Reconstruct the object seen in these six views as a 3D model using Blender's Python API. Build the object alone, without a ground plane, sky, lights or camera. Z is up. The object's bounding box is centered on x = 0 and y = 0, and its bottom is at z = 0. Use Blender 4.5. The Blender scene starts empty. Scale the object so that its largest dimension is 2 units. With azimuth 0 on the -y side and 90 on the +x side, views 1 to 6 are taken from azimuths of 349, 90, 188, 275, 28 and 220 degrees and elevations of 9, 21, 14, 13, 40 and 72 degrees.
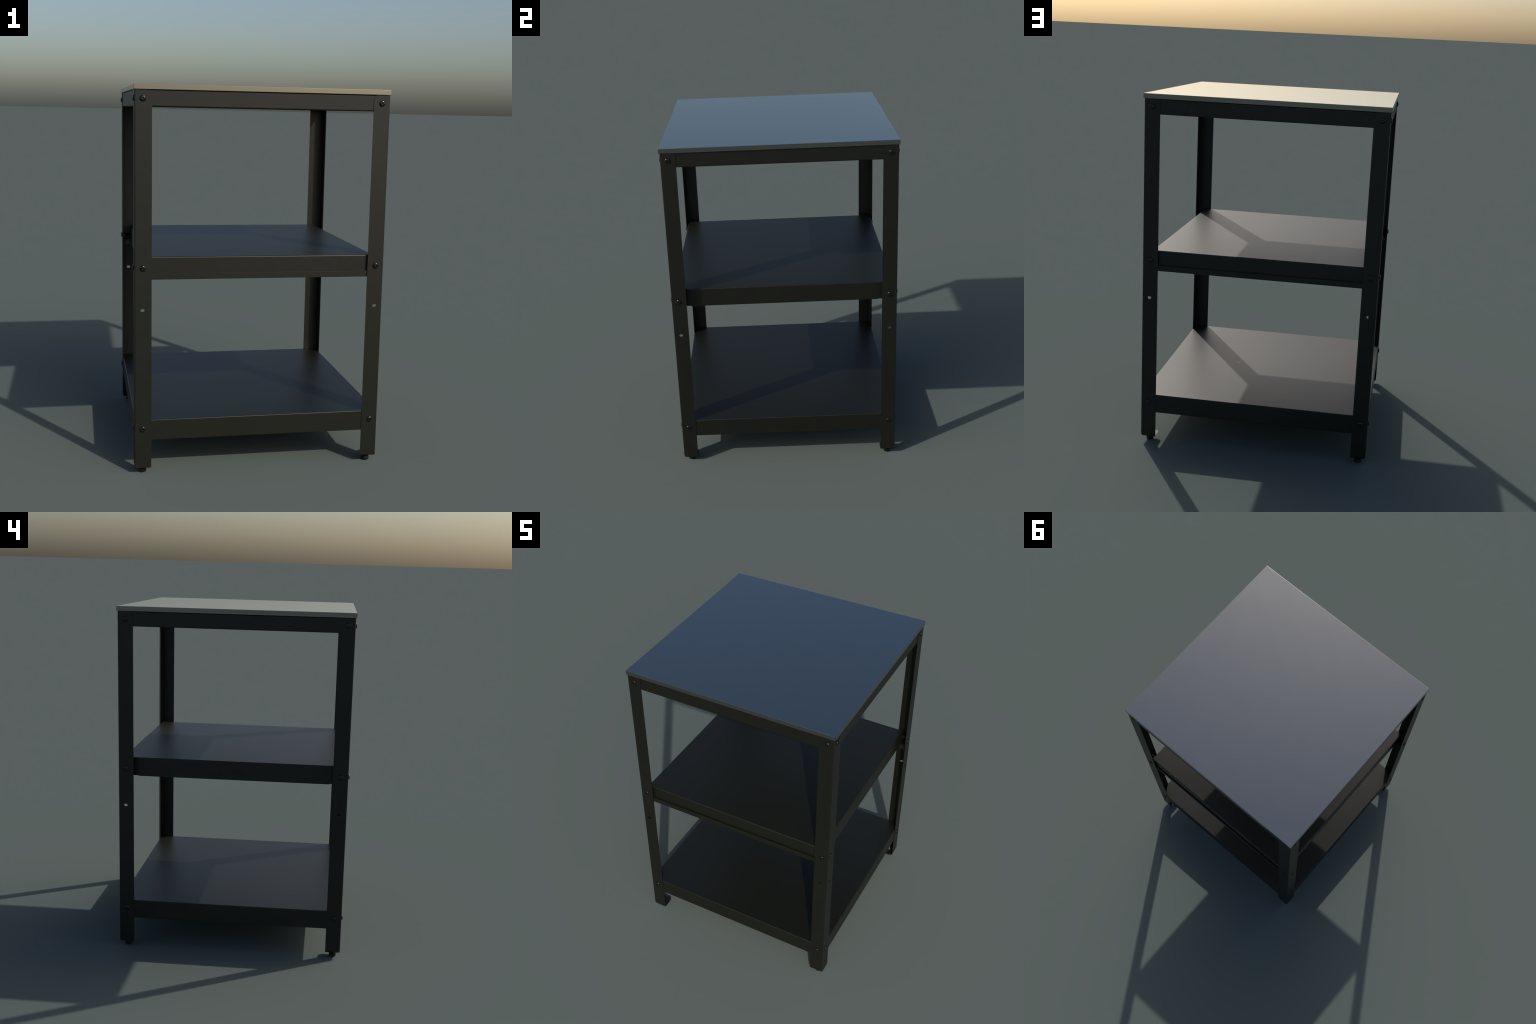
"""Square steel work stand: folded tabletop on four bolted angle legs, with two tray shelves."""
import bpy, bmesh, math
from mathutils import Vector, Matrix

# ------------------------------------------------------------------ sizes (m)
SHEET = 0.0045                 # steel sheet thickness
TOP_HALF, TOP_Z, TOP_BOTTOM = 0.6580, 2.0, 1.9728
LEG_OUT, LEG_WIDTH = 0.6532, 0.0875      # outer face of the legs, flange width
LEG_BOTTOM, LEG_TOP = 0.0320, 1.9720
LEG_BEND = 0.0055
FOLD_R = 0.0140                # outer radius of the fold between leg and foot plate
LEG_SHEET = 0.0026
INNER = LEG_OUT - LEG_SHEET - 0.0002        # plane on which rails and bottom shelf touch the legs
BOLT_OFF = 0.0417              # bolt line from the leg's outer corner
BOLT_Z = (0.2425, 1.0865, 1.9300)
SLOT_Z, SLOT_W, SLOT_H = 0.8705, 0.0205, 0.0148
RAIL_TOP, RAIL_BOTTOM = 1.9725, 1.8900
LOW_TOP, LOW_BOTTOM = 0.2905, 0.1815
MID_TOP, MID_X, MID_Y = 1.1425, 0.601, 0.6385
MID_X_BOTTOM, MID_Y_BOTTOM, LIP_TOP, LIP_Y = 1.0340, 1.0273, 1.0585, 0.6480
TROUGH_Z = 1.0500              # bottom of the groove behind the hem lip
FOOT_POS, FOOT_R = 0.610, 0.0206

# ------------------------------------------------------------------ materials
def material(name, base, metallic, rough, rough_var=0.04, tint_var=0.06, scale=9.0,
             bump=0.0, bump_scale=400.0, ior=1.5):
    m = bpy.data.materials.new(name)
    m.use_nodes = True
    nt = m.node_tree
    b = nt.nodes["Principled BSDF"]
    co = nt.nodes.new("ShaderNodeTexCoord")
    n = nt.nodes.new("ShaderNodeTexNoise")
    n.inputs["Scale"].default_value = scale
    n.inputs["Detail"].default_value = 4.0
    nt.links.new(co.outputs["Object"], n.inputs["Vector"])
    ramp = nt.nodes.new("ShaderNodeValToRGB")
    ramp.color_ramp.elements[0].position = 0.3
    ramp.color_ramp.elements[1].position = 0.7
    lo, hi = 1.0 - tint_var, 1.0 + tint_var
    ramp.color_ramp.elements[0].color = [c * lo for c in base] + [1]
    ramp.color_ramp.elements[1].color = [c * hi for c in base] + [1]
    nt.links.new(n.outputs["Fac"], ramp.inputs["Fac"])
    nt.links.new(ramp.outputs["Color"], b.inputs["Base Color"])
    mr = nt.nodes.new("ShaderNodeMapRange")
    mr.inputs["To Min"].default_value = rough - rough_var
    mr.inputs["To Max"].default_value = rough + rough_var
    nt.links.new(n.outputs["Fac"], mr.inputs["Value"])
    nt.links.new(mr.outputs["Result"], b.inputs["Roughness"])
    b.inputs["Metallic"].default_value = metallic
    b.inputs["IOR"].default_value = ior
    if bump > 0:
        g = nt.nodes.new("ShaderNodeTexNoise")
        g.inputs["Scale"].default_value = bump_scale
        nt.links.new(co.outputs["Object"], g.inputs["Vector"])
        bp = nt.nodes.new("ShaderNodeBump")
        bp.inputs["Strength"].default_value = bump
        bp.inputs["Distance"].default_value = 0.001
        nt.links.new(g.outputs["Fac"], bp.inputs["Height"])
        nt.links.new(bp.outputs["Normal"], b.inputs["Normal"])
    return m

STEEL = material("bare_steel_sheet", (0.343, 0.346, 0.331), 1.0, 0.148, 0.01, 0.01)
BLACK = material("black_painted_steel", (0.0057, 0.0060, 0.0027), 0.0, 0.45, 0.01, 0.04)
BOLTM = material("dark_bolt_steel", (0.006, 0.006, 0.0065), 0.0, 0.13, 0.03, 0.05, 60)
NUTM = material("dull_dark_steel", (0.020, 0.020, 0.020), 0.0, 0.34, 0.03, 0.05, 60)
RUBBER = material("black_rubber", (0.003, 0.003, 0.003), 0.0, 0.55, 0.03, 0.1, 60)

# ------------------------------------------------------------------ helpers
def add(name, mesh, parent, mat=None, matrix=None):
    o = bpy.data.objects.new(name, mesh)
    bpy.context.scene.collection.objects.link(o)
    if parent:
        o.parent = parent
    if matrix is not None:
        o.matrix_local = matrix
    if mat and not mesh.materials:
        mesh.materials.append(mat)
    return o

def finish(bm, name, smooth_angle=None):
    bmesh.ops.remove_doubles(bm, verts=bm.verts, dist=1e-6)
    bmesh.ops.recalc_face_normals(bm, faces=bm.faces)
    me = bpy.data.meshes.new(name)
    bm.to_mesh(me)
    bm.free()
    if smooth_angle is not None:
        me.shade_smooth() if hasattr(me, "shade_smooth") else None
        me.set_sharp_from_angle(angle=math.radians(smooth_angle))
    return me

def rounded(points, radius, seg=6):
    """Polyline with its inner corners replaced by arcs (radius may be a list)."""
    pts = [Vector(p) for p in points]
    out = [pts[0]]
    for i in range(1, len(pts) - 1):
        r = radius[i - 1] if isinstance(radius, (list, tuple)) else radius
        a, p, c = pts[i - 1], pts[i], pts[i + 1]
        u, v = (a - p).normalized(), (c - p).normalized()
        ang = math.acos(max(-1, min(1, u.dot(v))))
        if r <= 0 or ang > math.pi - 1e-3:
            out.append(p)
            continue
        d = r / math.tan(ang / 2)
        centre = p + (u + v).normalized() * (r / math.sin(ang / 2))
        s, e = p + u * d - centre, p + v * d - centre
        sweep = math.pi - ang
        sign = 1 if (s.x * e.y - s.y * e.x) > 0 else -1
        for k in range(seg + 1):
            t = sign * sweep * k / seg
            out.append(centre + Vector((s.x * math.cos(t) - s.y * math.sin(t),
                                        s.x * math.sin(t) + s.y * math.cos(t))))
    out.append(pts[-1])
    return out

def thicken(line, t):
    """Closed section: the polyline plus its parallel at distance t on the right-hand side."""
    back = []
    for i, p in enumerate(line):
        n = Vector((0, 0))
        normals = []
        for a, b in ((i - 1, i), (i, i + 1)):
            if 0 <= a and b < len(line):
                d = (line[b] - line[a]).normalized()
                normals.append(Vector((d.y, -d.x)))
        n = sum(normals, Vector((0, 0))).normalized()
        k = 1.0 / max(0.3, n.dot(normals[0]))
        back.append(p + n * t * k)
    return line + back[::-1]

def side_member(bm, section, side, extent):
    """Extrude a (d, z) section along one side of a square; extent(d) is the half length."""
    rot = Matrix.Rotation(side * math.pi / 2, 3, 'Z')
    rings = []
    for s in (-1, 1):
        rings.append([bm.verts.new(rot @ Vector((s * extent(d, z), -d, z))) for d, z in section])
    n = len(section)
    for i in range(n):
        bm.faces.new((rings[0][i], rings[0][(i + 1) % n], rings[1][(i + 1) % n], rings[1][i]))
    bm.faces.new(rings[0][::-1])
    bm.faces.new(rings[1])

def side_piece(bm, section, side, a, b):
    """Like side_member, but from position a to b along the side."""
    rot = Matrix.Rotation(side * math.pi / 2, 3, 'Z')
    rings = [[bm.verts.new(rot @ Vector((s, -d, z))) for d, z in section] for s in (a, b)]
    n = len(section)
    for i in range(n):
        bm.faces.new((rings[0][i], rings[0][(i + 1) % n], rings[1][(i + 1) % n], rings[1][i]))
    bm.faces.new(rings[0][::-1])
    bm.faces.new(rings[1])

def box(bm, lo, hi):
    lo, hi = Vector(lo), Vector(hi)
    m = Matrix.Translation((lo + hi) / 2) @ Matrix.Diagonal((*(hi - lo), 1))
    bmesh.ops.create_cube(bm, size=1, matrix=m)

def prism(bm, poly, offset):
    """Closed solid from a planar polygon (3D points) and an offset vector."""
    a = [bm.verts.new(p) for p in poly]
    b = [bm.verts.new(Vector(p) + Vector(offset)) for p in poly]
    n = len(poly)
    bm.faces.new(a[::-1])
    bm.faces.new(b)
    for i in range(n):
        bm.faces.new((a[i], a[(i + 1) % n], b[(i + 1) % n], b[i]))

def lathe(bm, prof, seg=40, centre=(0, 0, 0)):
    """Revolve (r, z) points about z."""
    c = Vector(centre)
    rings = []
    for r, z in prof:
        if r < 1e-7:
            rings.append([bm.verts.new(c + Vector((0, 0, z)))])
        else:
            rings.append([bm.verts.new(c + Vector((r * math.cos(2 * math.pi * k / seg),
                                                   r * math.sin(2 * math.pi * k / seg), z)))
                          for k in range(seg)])
    for a, b in zip(rings, rings[1:]):
        for k in range(seg):
            q = [a[k % len(a)], a[(k + 1) % len(a)], b[(k + 1) % len(b)], b[k % len(b)]]
            f = []
            for v in q:
                if v not in f:
                    f.append(v)
            if len(f) > 2:
                bm.faces.new(f)

def arc(cx, cy, r, a0, a1, n):
    return [(cx + r * math.cos(math.radians(a0 + (a1 - a0) * k / n)),
             cy + r * math.sin(math.radians(a0 + (a1 - a0) * k / n))) for k in range(n + 1)]

# ------------------------------------------------------------------ tabletop
def tabletop_mesh():
    """Folded pan: flat sheet, turned-down rim with a return, mitred corners with a fine seam."""
    bm = bmesh.new()
    R, flat = 0.0018, TOP_HALF - 0.06
    seam = 0.0012
    line = rounded([(flat, TOP_Z), (TOP_HALF, TOP_Z), (TOP_HALF, TOP_BOTTOM),
                    (TOP_HALF - 0.045, TOP_BOTTOM)], [R, 0.0022], 5)
    sec = thicken(line, SHEET * 0.6)
    for side in range(4):
        side_member(bm, [(p.x, p.y) for p in sec], side,
                    lambda d, z: d - seam * min(1, max(0, (d - TOP_HALF + 0.0016) / 0.0008)))
    box(bm, (-flat, -flat, TOP_Z - SHEET * 0.6), (flat, flat, TOP_Z))
    core = TOP_HALF - 0.0445                      # board filling the pan from below
    box(bm, (-core, -core, TOP_BOTTOM + 0.0002), (core, core, TOP_BOTTOM + 0.006))
    return finish(bm, "tabletop")

# ------------------------------------------------------------------ top rail
def rail_mesh():
    """Channel rail seen from the -y side: web on the leg plane, flanges turned inwards."""
    bm = bmesh.new()
    R = 0.0055
    line = rounded([(INNER - 0.05, RAIL_TOP), (INNER, RAIL_TOP), (INNER, RAIL_BOTTOM),
                    (INNER - 0.035, RAIL_BOTTOM)], R, 5)
    sec = thicken(line, SHEET * 0.7)
    side_member(bm, [(p.x, p.y) for p in sec], 0, lambda d, z: d - 0.001)
    return finish(bm, "rail")

# ------------------------------------------------------------------ shelves
def low_shelf_mesh():
    """Upside-down tray reaching behind the legs, its flanges bolted to them."""
    bm = bmesh.new()
    flat = INNER - 0.05
    line = rounded([(flat, LOW_TOP), (INNER, LOW_TOP), (INNER, LOW_BOTTOM),
                    (INNER - 0.03, LOW_BOTTOM)], [0.0045, 0.003], 6)
    sec = thicken(line, SHEET * 0.6)
    for side in range(4):
        side_member(bm, [(p.x, p.y) for p in sec], side, lambda d, z: d - 0.0002)
    box(bm, (-flat, -flat, LOW_TOP - SHEET * 0.6), (flat, flat, LOW_TOP))
    return finish(bm, "shelf")

def mid_shelf_mesh():
    """Tray shelf between the legs: plain flanges on x, an out-and-up hem on y."""
    bm = bmesh.new()
    t, back = SHEET * 0.6, 0.03
    # flat sheet with square corners
    fx, fy = MID_X - back, MID_Y - back
    box(bm, (-fx, -fy, MID_TOP - t), (fx, fy, MID_TOP))
    line = rounded([(fx, MID_TOP), (MID_X, MID_TOP), (MID_X, MID_X_BOTTOM)], [0.0045], 6)
    for side in (1, 3):       # long flange, its lower edge relieved near the corners
        side_member(bm, [(p.x, p.y) for p in thicken(line, t)], side, lambda d, z: 0.549)
        line2 = [Vector((p.x, max(p.y, MID_X_BOTTOM + 0.003))) for p in line]

        for a, b in ((-fy, -0.549), (0.549, fy)):
            side_piece(bm, [(p.x, p.y) for p in thicken(line2, t)], side, a, b)
        for a, b in ((-MID_Y + 0.006, -fy), (fy, MID_Y - 0.006)):   # closes the corner
            side_piece(bm, [(MID_X - t, MID_TOP - 0.006), (MID_X, MID_TOP - 0.006),
                            (MID_X, MID_X_BOTTOM + 0.003), (MID_X - t, MID_X_BOTTOM + 0.003)], side, a, b)
    line = rounded([(fy, MID_TOP), (MID_Y, MID_TOP), (MID_Y, TROUGH_Z), (LIP_Y - 0.0035, TROUGH_Z)],
                   [0.0060, 0.002], 6)
    sec = [(p.x, p.y) for p in thicken(line, t)]
    for side in (0, 2):
        side_member(bm, sec, side, lambda d, z: MID_X - 0.0006)
        lip = rounded([(LIP_Y - 0.0035, MID_Y_BOTTOM), (LIP_Y - 0.0035, LIP_TOP), (LIP_Y, LIP_TOP),
                       (LIP_Y, MID_Y_BOTTOM), (LIP_Y - 0.0034, MID_Y_BOTTOM)], [0.0006, 0.0008, 0.0006], 3)
        side_member(bm, [(p.x, p.y) for p in lip], side, lambda d, z: MID_X - 0.002)
    return finish(bm, "shelf")

def bracket_mesh():
    """Corner bracket of the middle shelf (for the +x +y corner)."""
    bm = bmesh.new()
    t = SHEET * 0.7
    # plates lying against the inside of the leg
    box(bm, (0.590, INNER - t - 0.0004, 1.0500), (INNER - 0.001, INNER - 0.0004, 1.1250))
    box(bm, (INNER - t - 0.0004, 0.572, 1.0500), (INNER - 0.0004, INNER - t - 0.001, 1.1250))
    # web closing the gap and the tapered tab below it
    box(bm, (MID_X - 0.0005, 0.5965, 1.0540), (INNER - t - 0.001, INNER - t - 0.001, 1.0570))
    tab = [(MID_X, 0.589, 1.0265), (0.6405, 0.589, 1.0265), (0.6330, 0.594, 1.0550), (MID_X + 0.004, 0.594, 1.0550)]
    prism(bm, tab, (0, 0.003, 0))
    return finish(bm, "bracket")

# ------------------------------------------------------------------ leg
def leg_mesh():
    """Angle leg for the -x -y corner, folded from one flat blank.

    Blank coordinates (s, z): s > 0 is the flange facing -y, s < 0 the flange facing -x,
    whose lower end is folded inwards into the foot plate."""
    W = LEG_WIDTH - 0.43 * LEG_BEND      # developed flange width from the bend's middle
    Rm = FOLD_R
    drop = Rm * math.pi / 2              # developed length of the fold
    z_fold = LEG_BOTTOM + Rm
    tab_end = z_fold - drop - (LEG_WIDTH - Rm)
    r_top, r_tab = 0.020, 0.030
    out = []
    out += [(W, LEG_BOTTOM)]
    out += arc(W - r_top, LEG_TOP - r_top, r_top, 0, 90, 8)
    out += arc(-W + r_top, LEG_TOP - r_top, r_top, 90, 180, 8)
    out += arc(-W + r_tab, tab_end + r_tab, r_tab, 180, 270, 10)
    out += [(-0.0045, tab_end), (-0.0045, z_fold - 0.001), (0.0, z_fold)]
    out += arc(0.0 + Rm, z_fold, Rm, 180, 270, 8)[1:]
    bm = bmesh.new()
    def loop(pts):
        vs = [bm.verts.new((x, 0, z)) for x, z in pts]
        return [bm.edges.new((vs[i], vs[(i + 1) % len(vs)])) for i in range(len(vs))]
    edges = loop(out)
    e = (SLOT_W - SLOT_H) / 2
    for s in (-1, 1):
        c = s * (BOLT_OFF - 0.43 * LEG_BEND)
        slot = arc(c + e, SLOT_Z, SLOT_H / 2, -90, 90, 10) + arc(c - e, SLOT_Z, SLOT_H / 2, 90, 270, 10)
        edges += loop(slot)
    bmesh.ops.triangle_fill(bm, use_beauty=True, use_dissolve=False, edges=edges)
    # crease lines of the two bends
    half = LEG_BEND * math.pi / 4
    def cut(co, no):
        bmesh.ops.bisect_plane(bm, geom=bm.verts[:] + bm.edges[:] + bm.faces[:], dist=1e-7,
                               plane_co=co, plane_no=no)
    for k in range(7):
        cut((-half + 2 * half * k / 6, 0, 0), (1, 0, 0))
    for k in range(7):
        cut((0, 0, z_fold - drop * k / 6), (0, 0, 1))
    # fold
    for v in bm.verts:
        s, z = v.co.x, v.co.z
        # depth: distance inwards from the flange's outer face
        depth = 0.0
        if s < -half * 0.5 and z < z_fold - 1e-7:
            q = z_fold - z
            if q < drop:
                a = q / Rm
                depth, z = Rm * (1 - math.cos(a)), z_fold - Rm * math.sin(a)
            else:
                depth, z = Rm + (q - drop), LEG_BOTTOM
        R = LEG_BEND
        if s >= half:
            x, y = -LEG_OUT + R + (s - half), -LEG_OUT + depth
        elif s <= -half:
            x, y = -LEG_OUT + depth, -LEG_OUT + R + (-s - half)
        else:
            a = (s + half) / (2 * half) * math.pi / 2      # 0 on the x flange, 90 on the y flange
            x = -LEG_OUT + R - R * math.cos(a) + depth
            y = -LEG_OUT + R - R * math.sin(a)
        v.co = (x, y, z)
    bmesh.ops.recalc_face_normals(bm, faces=bm.faces)
    # make the sheet's normals point out of the leg
    f = max(bm.faces, key=lambda f: f.calc_area() if abs(f.normal.y) > 0.9 else 0)
    if f.normal.y > 0:
        bmesh.ops.reverse_faces(bm, faces=bm.faces)
    bmesh.ops.solidify(bm, geom=bm.faces[:], thickness=LEG_SHEET)
    return finish(bm, "leg")

# ------------------------------------------------------------------ fasteners and feet
def bolt_mesh():
    """Button-head bolt along -z (head up, +z), with a hexagonal socket and a threaded shank."""
    bm = bmesh.new()
    R, H, hexr, depth = 0.0158, 0.0076, 0.0062, 0.0050
    seg = 36
    prof = [(0.0145, 0.0), (R, 0.0012)]
    for k in range(1, 7):
        a = math.radians(78 * k / 6)
        prof.append((0.0068 + (R - 0.0068) * math.cos(a), 0.0012 + (H - 0.0012) * math.sin(a) / math.sin(math.radians(78))))
    rings = [[bm.verts.new((r * math.cos(2 * math.pi * k / seg), r * math.sin(2 * math.pi * k / seg), z))
              for k in range(seg)] for r, z in prof]
    for a, b in zip(rings, rings[1:]):
        for k in range(seg):
            bm.faces.new((a[k], a[(k + 1) % seg], b[(k + 1) % seg], b[k]))
    def hexring(z, s=1.0):
        vs = []
        for k in range(seg):
            a = 2 * math.pi * k / seg
            w = (a % (math.pi / 3)) - math.pi / 6
            r = s * hexr * math.cos(math.pi / 6) / math.cos(w)
            vs.append(bm.verts.new((r * math.cos(a), r * math.sin(a), z)))
        return vs
    h0, h1 = hexring(H), hexring(H - depth)
    for a, b in ((rings[-1], h0), (h0, h1)):
        for k in range(seg):
            bm.faces.new((a[k], a[(k + 1) % seg], b[(k + 1) % seg], b[k]))
    tip = bm.verts.new((0, 0, H - depth - 0.0012))
    for k in range(seg):
        bm.faces.new((h1[k], h1[(k + 1) % seg], tip))
    bm.faces.new(rings[0][::-1])
    # threaded shank
    prof, z = [], -0.0005
    while z > -0.030:
        prof += [(0.0085, z), (0.0078, z - 0.0009)]
        z -= 0.0018
    prof += [(0.0066, z - 0.001), (0.0, z - 0.001)]
    lathe(bm, [(0.0, -0.0003)] + prof, 20)
    return finish(bm, "bolt", 35)

def nut_mesh(r=0.0148, h=0.0120):
    """Hexagon nut, its face on z = 0, standing towards -z."""
    bm = bmesh.new()
    hexa = [(r * math.cos(math.radians(60 * k + 30)), r * math.sin(math.radians(60 * k + 30))) for k in range(6)]
    rings = []
    for s, z in ((0.93, 0.0), (1.0, -0.0012), (1.0, -h + 0.0012), (0.93, -h)):
        rings.append([bm.verts.new((x * s, y * s, z)) for x, y in hexa])
    for a, b in zip(rings, rings[1:]):
        for k in range(6):
            bm.faces.new((a[k], a[(k + 1) % 6], b[(k + 1) % 6], b[k]))
    bm.faces.new(rings[0]); bm.faces.new(rings[-1][::-1])
    return finish(bm, "nut")

def foot_mesh():
    bm = bmesh.new()
    lathe(bm, [(0, 0), (FOOT_R - 0.0030, 0.0), (FOOT_R - 0.0009, 0.0009), (FOOT_R, 0.0030),
               (FOOT_R, 0.0160), (FOOT_R - 0.0006, 0.0172), (FOOT_R - 0.0020, 0.0178),
               (0.0110, 0.0178), (0.0110, 0.0205), (0, 0.0205)], 40)
    return finish(bm, "foot", 25)

def stud_mesh():
    bm = bmesh.new()
    prof, z = [(0, 0.0180)], 0.0180
    while z < 0.076:
        prof += [(0.0085, z), (0.0077, z + 0.0009)]
        z += 0.0018
    prof += [(0.0065, z + 0.001), (0, z + 0.001)]
    lathe(bm, prof, 20)
    return finish(bm, "stud", 35)

# ------------------------------------------------------------------ assembly
root = bpy.data.objects.new("shelf_stand", None)
bpy.context.scene.collection.objects.link(root)
root["label"] = "square black steel stand with two shelves and grey top"
root["category"] = "work table"

add("tabletop", tabletop_mesh(), root, STEEL)
add("shelf", low_shelf_mesh(), root, BLACK)
middle = add("shelf", mid_shelf_mesh(), root, BLACK)

rail_me, leg_me, bolt_me = rail_mesh(), leg_mesh(), bolt_mesh()
nut_me, foot_me, stud_me, bracket_me = nut_mesh(), foot_mesh(), stud_mesh(), bracket_mesh()
foot_nut_me = nut_mesh(0.0150, 0.0115); foot_nut_me.name = "foot_nut"

for q in range(4):
    turn = Matrix.Rotation(q * math.pi / 2, 4, 'Z')
    add("rail", rail_me, root, BLACK, turn)
    leg = add("leg", leg_me, root, BLACK, turn)
    b = LEG_OUT - BOLT_OFF
    for level, z in enumerate(BOLT_Z):
        for face in (0, 1):
            if face == 0:     # on the flange facing -y
                place = Matrix.Translation((-b, -LEG_OUT, z)) @ Matrix.Rotation(math.pi / 2, 4, 'X')
                depth = Matrix.Translation((-b, -INNER + 0.0040, z)) @ Matrix.Rotation(math.pi / 2, 4, 'X')
            else:             # on the flange facing -x
                place = Matrix.Translation((-LEG_OUT, -b, z)) @ Matrix.Rotation(-math.pi / 2, 4, 'Y')
                depth = Matrix.Translation((-INNER + 0.0040, -b, z)) @ Matrix.Rotation(-math.pi / 2, 4, 'Y')
            spin = Matrix.Rotation(math.radians(17 * (q * 6 + level * 2 + face)), 4, 'Z')
            add("bolt", bolt_me, leg, BOLTM, place @ spin)
            add("nut", nut_me, leg, NUTM, depth @ spin)
    at = Matrix.Translation((-FOOT_POS, -FOOT_POS, 0))
    add("foot", foot_me, leg, RUBBER, at)
    add("stud", stud_me, leg, NUTM, at)
    add("nut", foot_nut_me, leg, NUTM,
        Matrix.Translation((-FOOT_POS, -FOOT_POS, LEG_BOTTOM + LEG_SHEET + 0.0115)) @ Matrix.Rotation(0.4 + q, 4, 'Z'))

# brackets: mirrored copies of one shape, mesh per handedness
mirror = bracket_me.copy(); mirror.transform(Matrix.Diagonal((-1, 1, 1, 1))); mirror.flip_normals()
for me, turn in ((bracket_me, 0), (bracket_me, 2), (mirror, 0), (mirror, 2)):
    add("bracket", me, middle, BLACK, Matrix.Rotation(turn * math.pi / 2, 4, 'Z'))
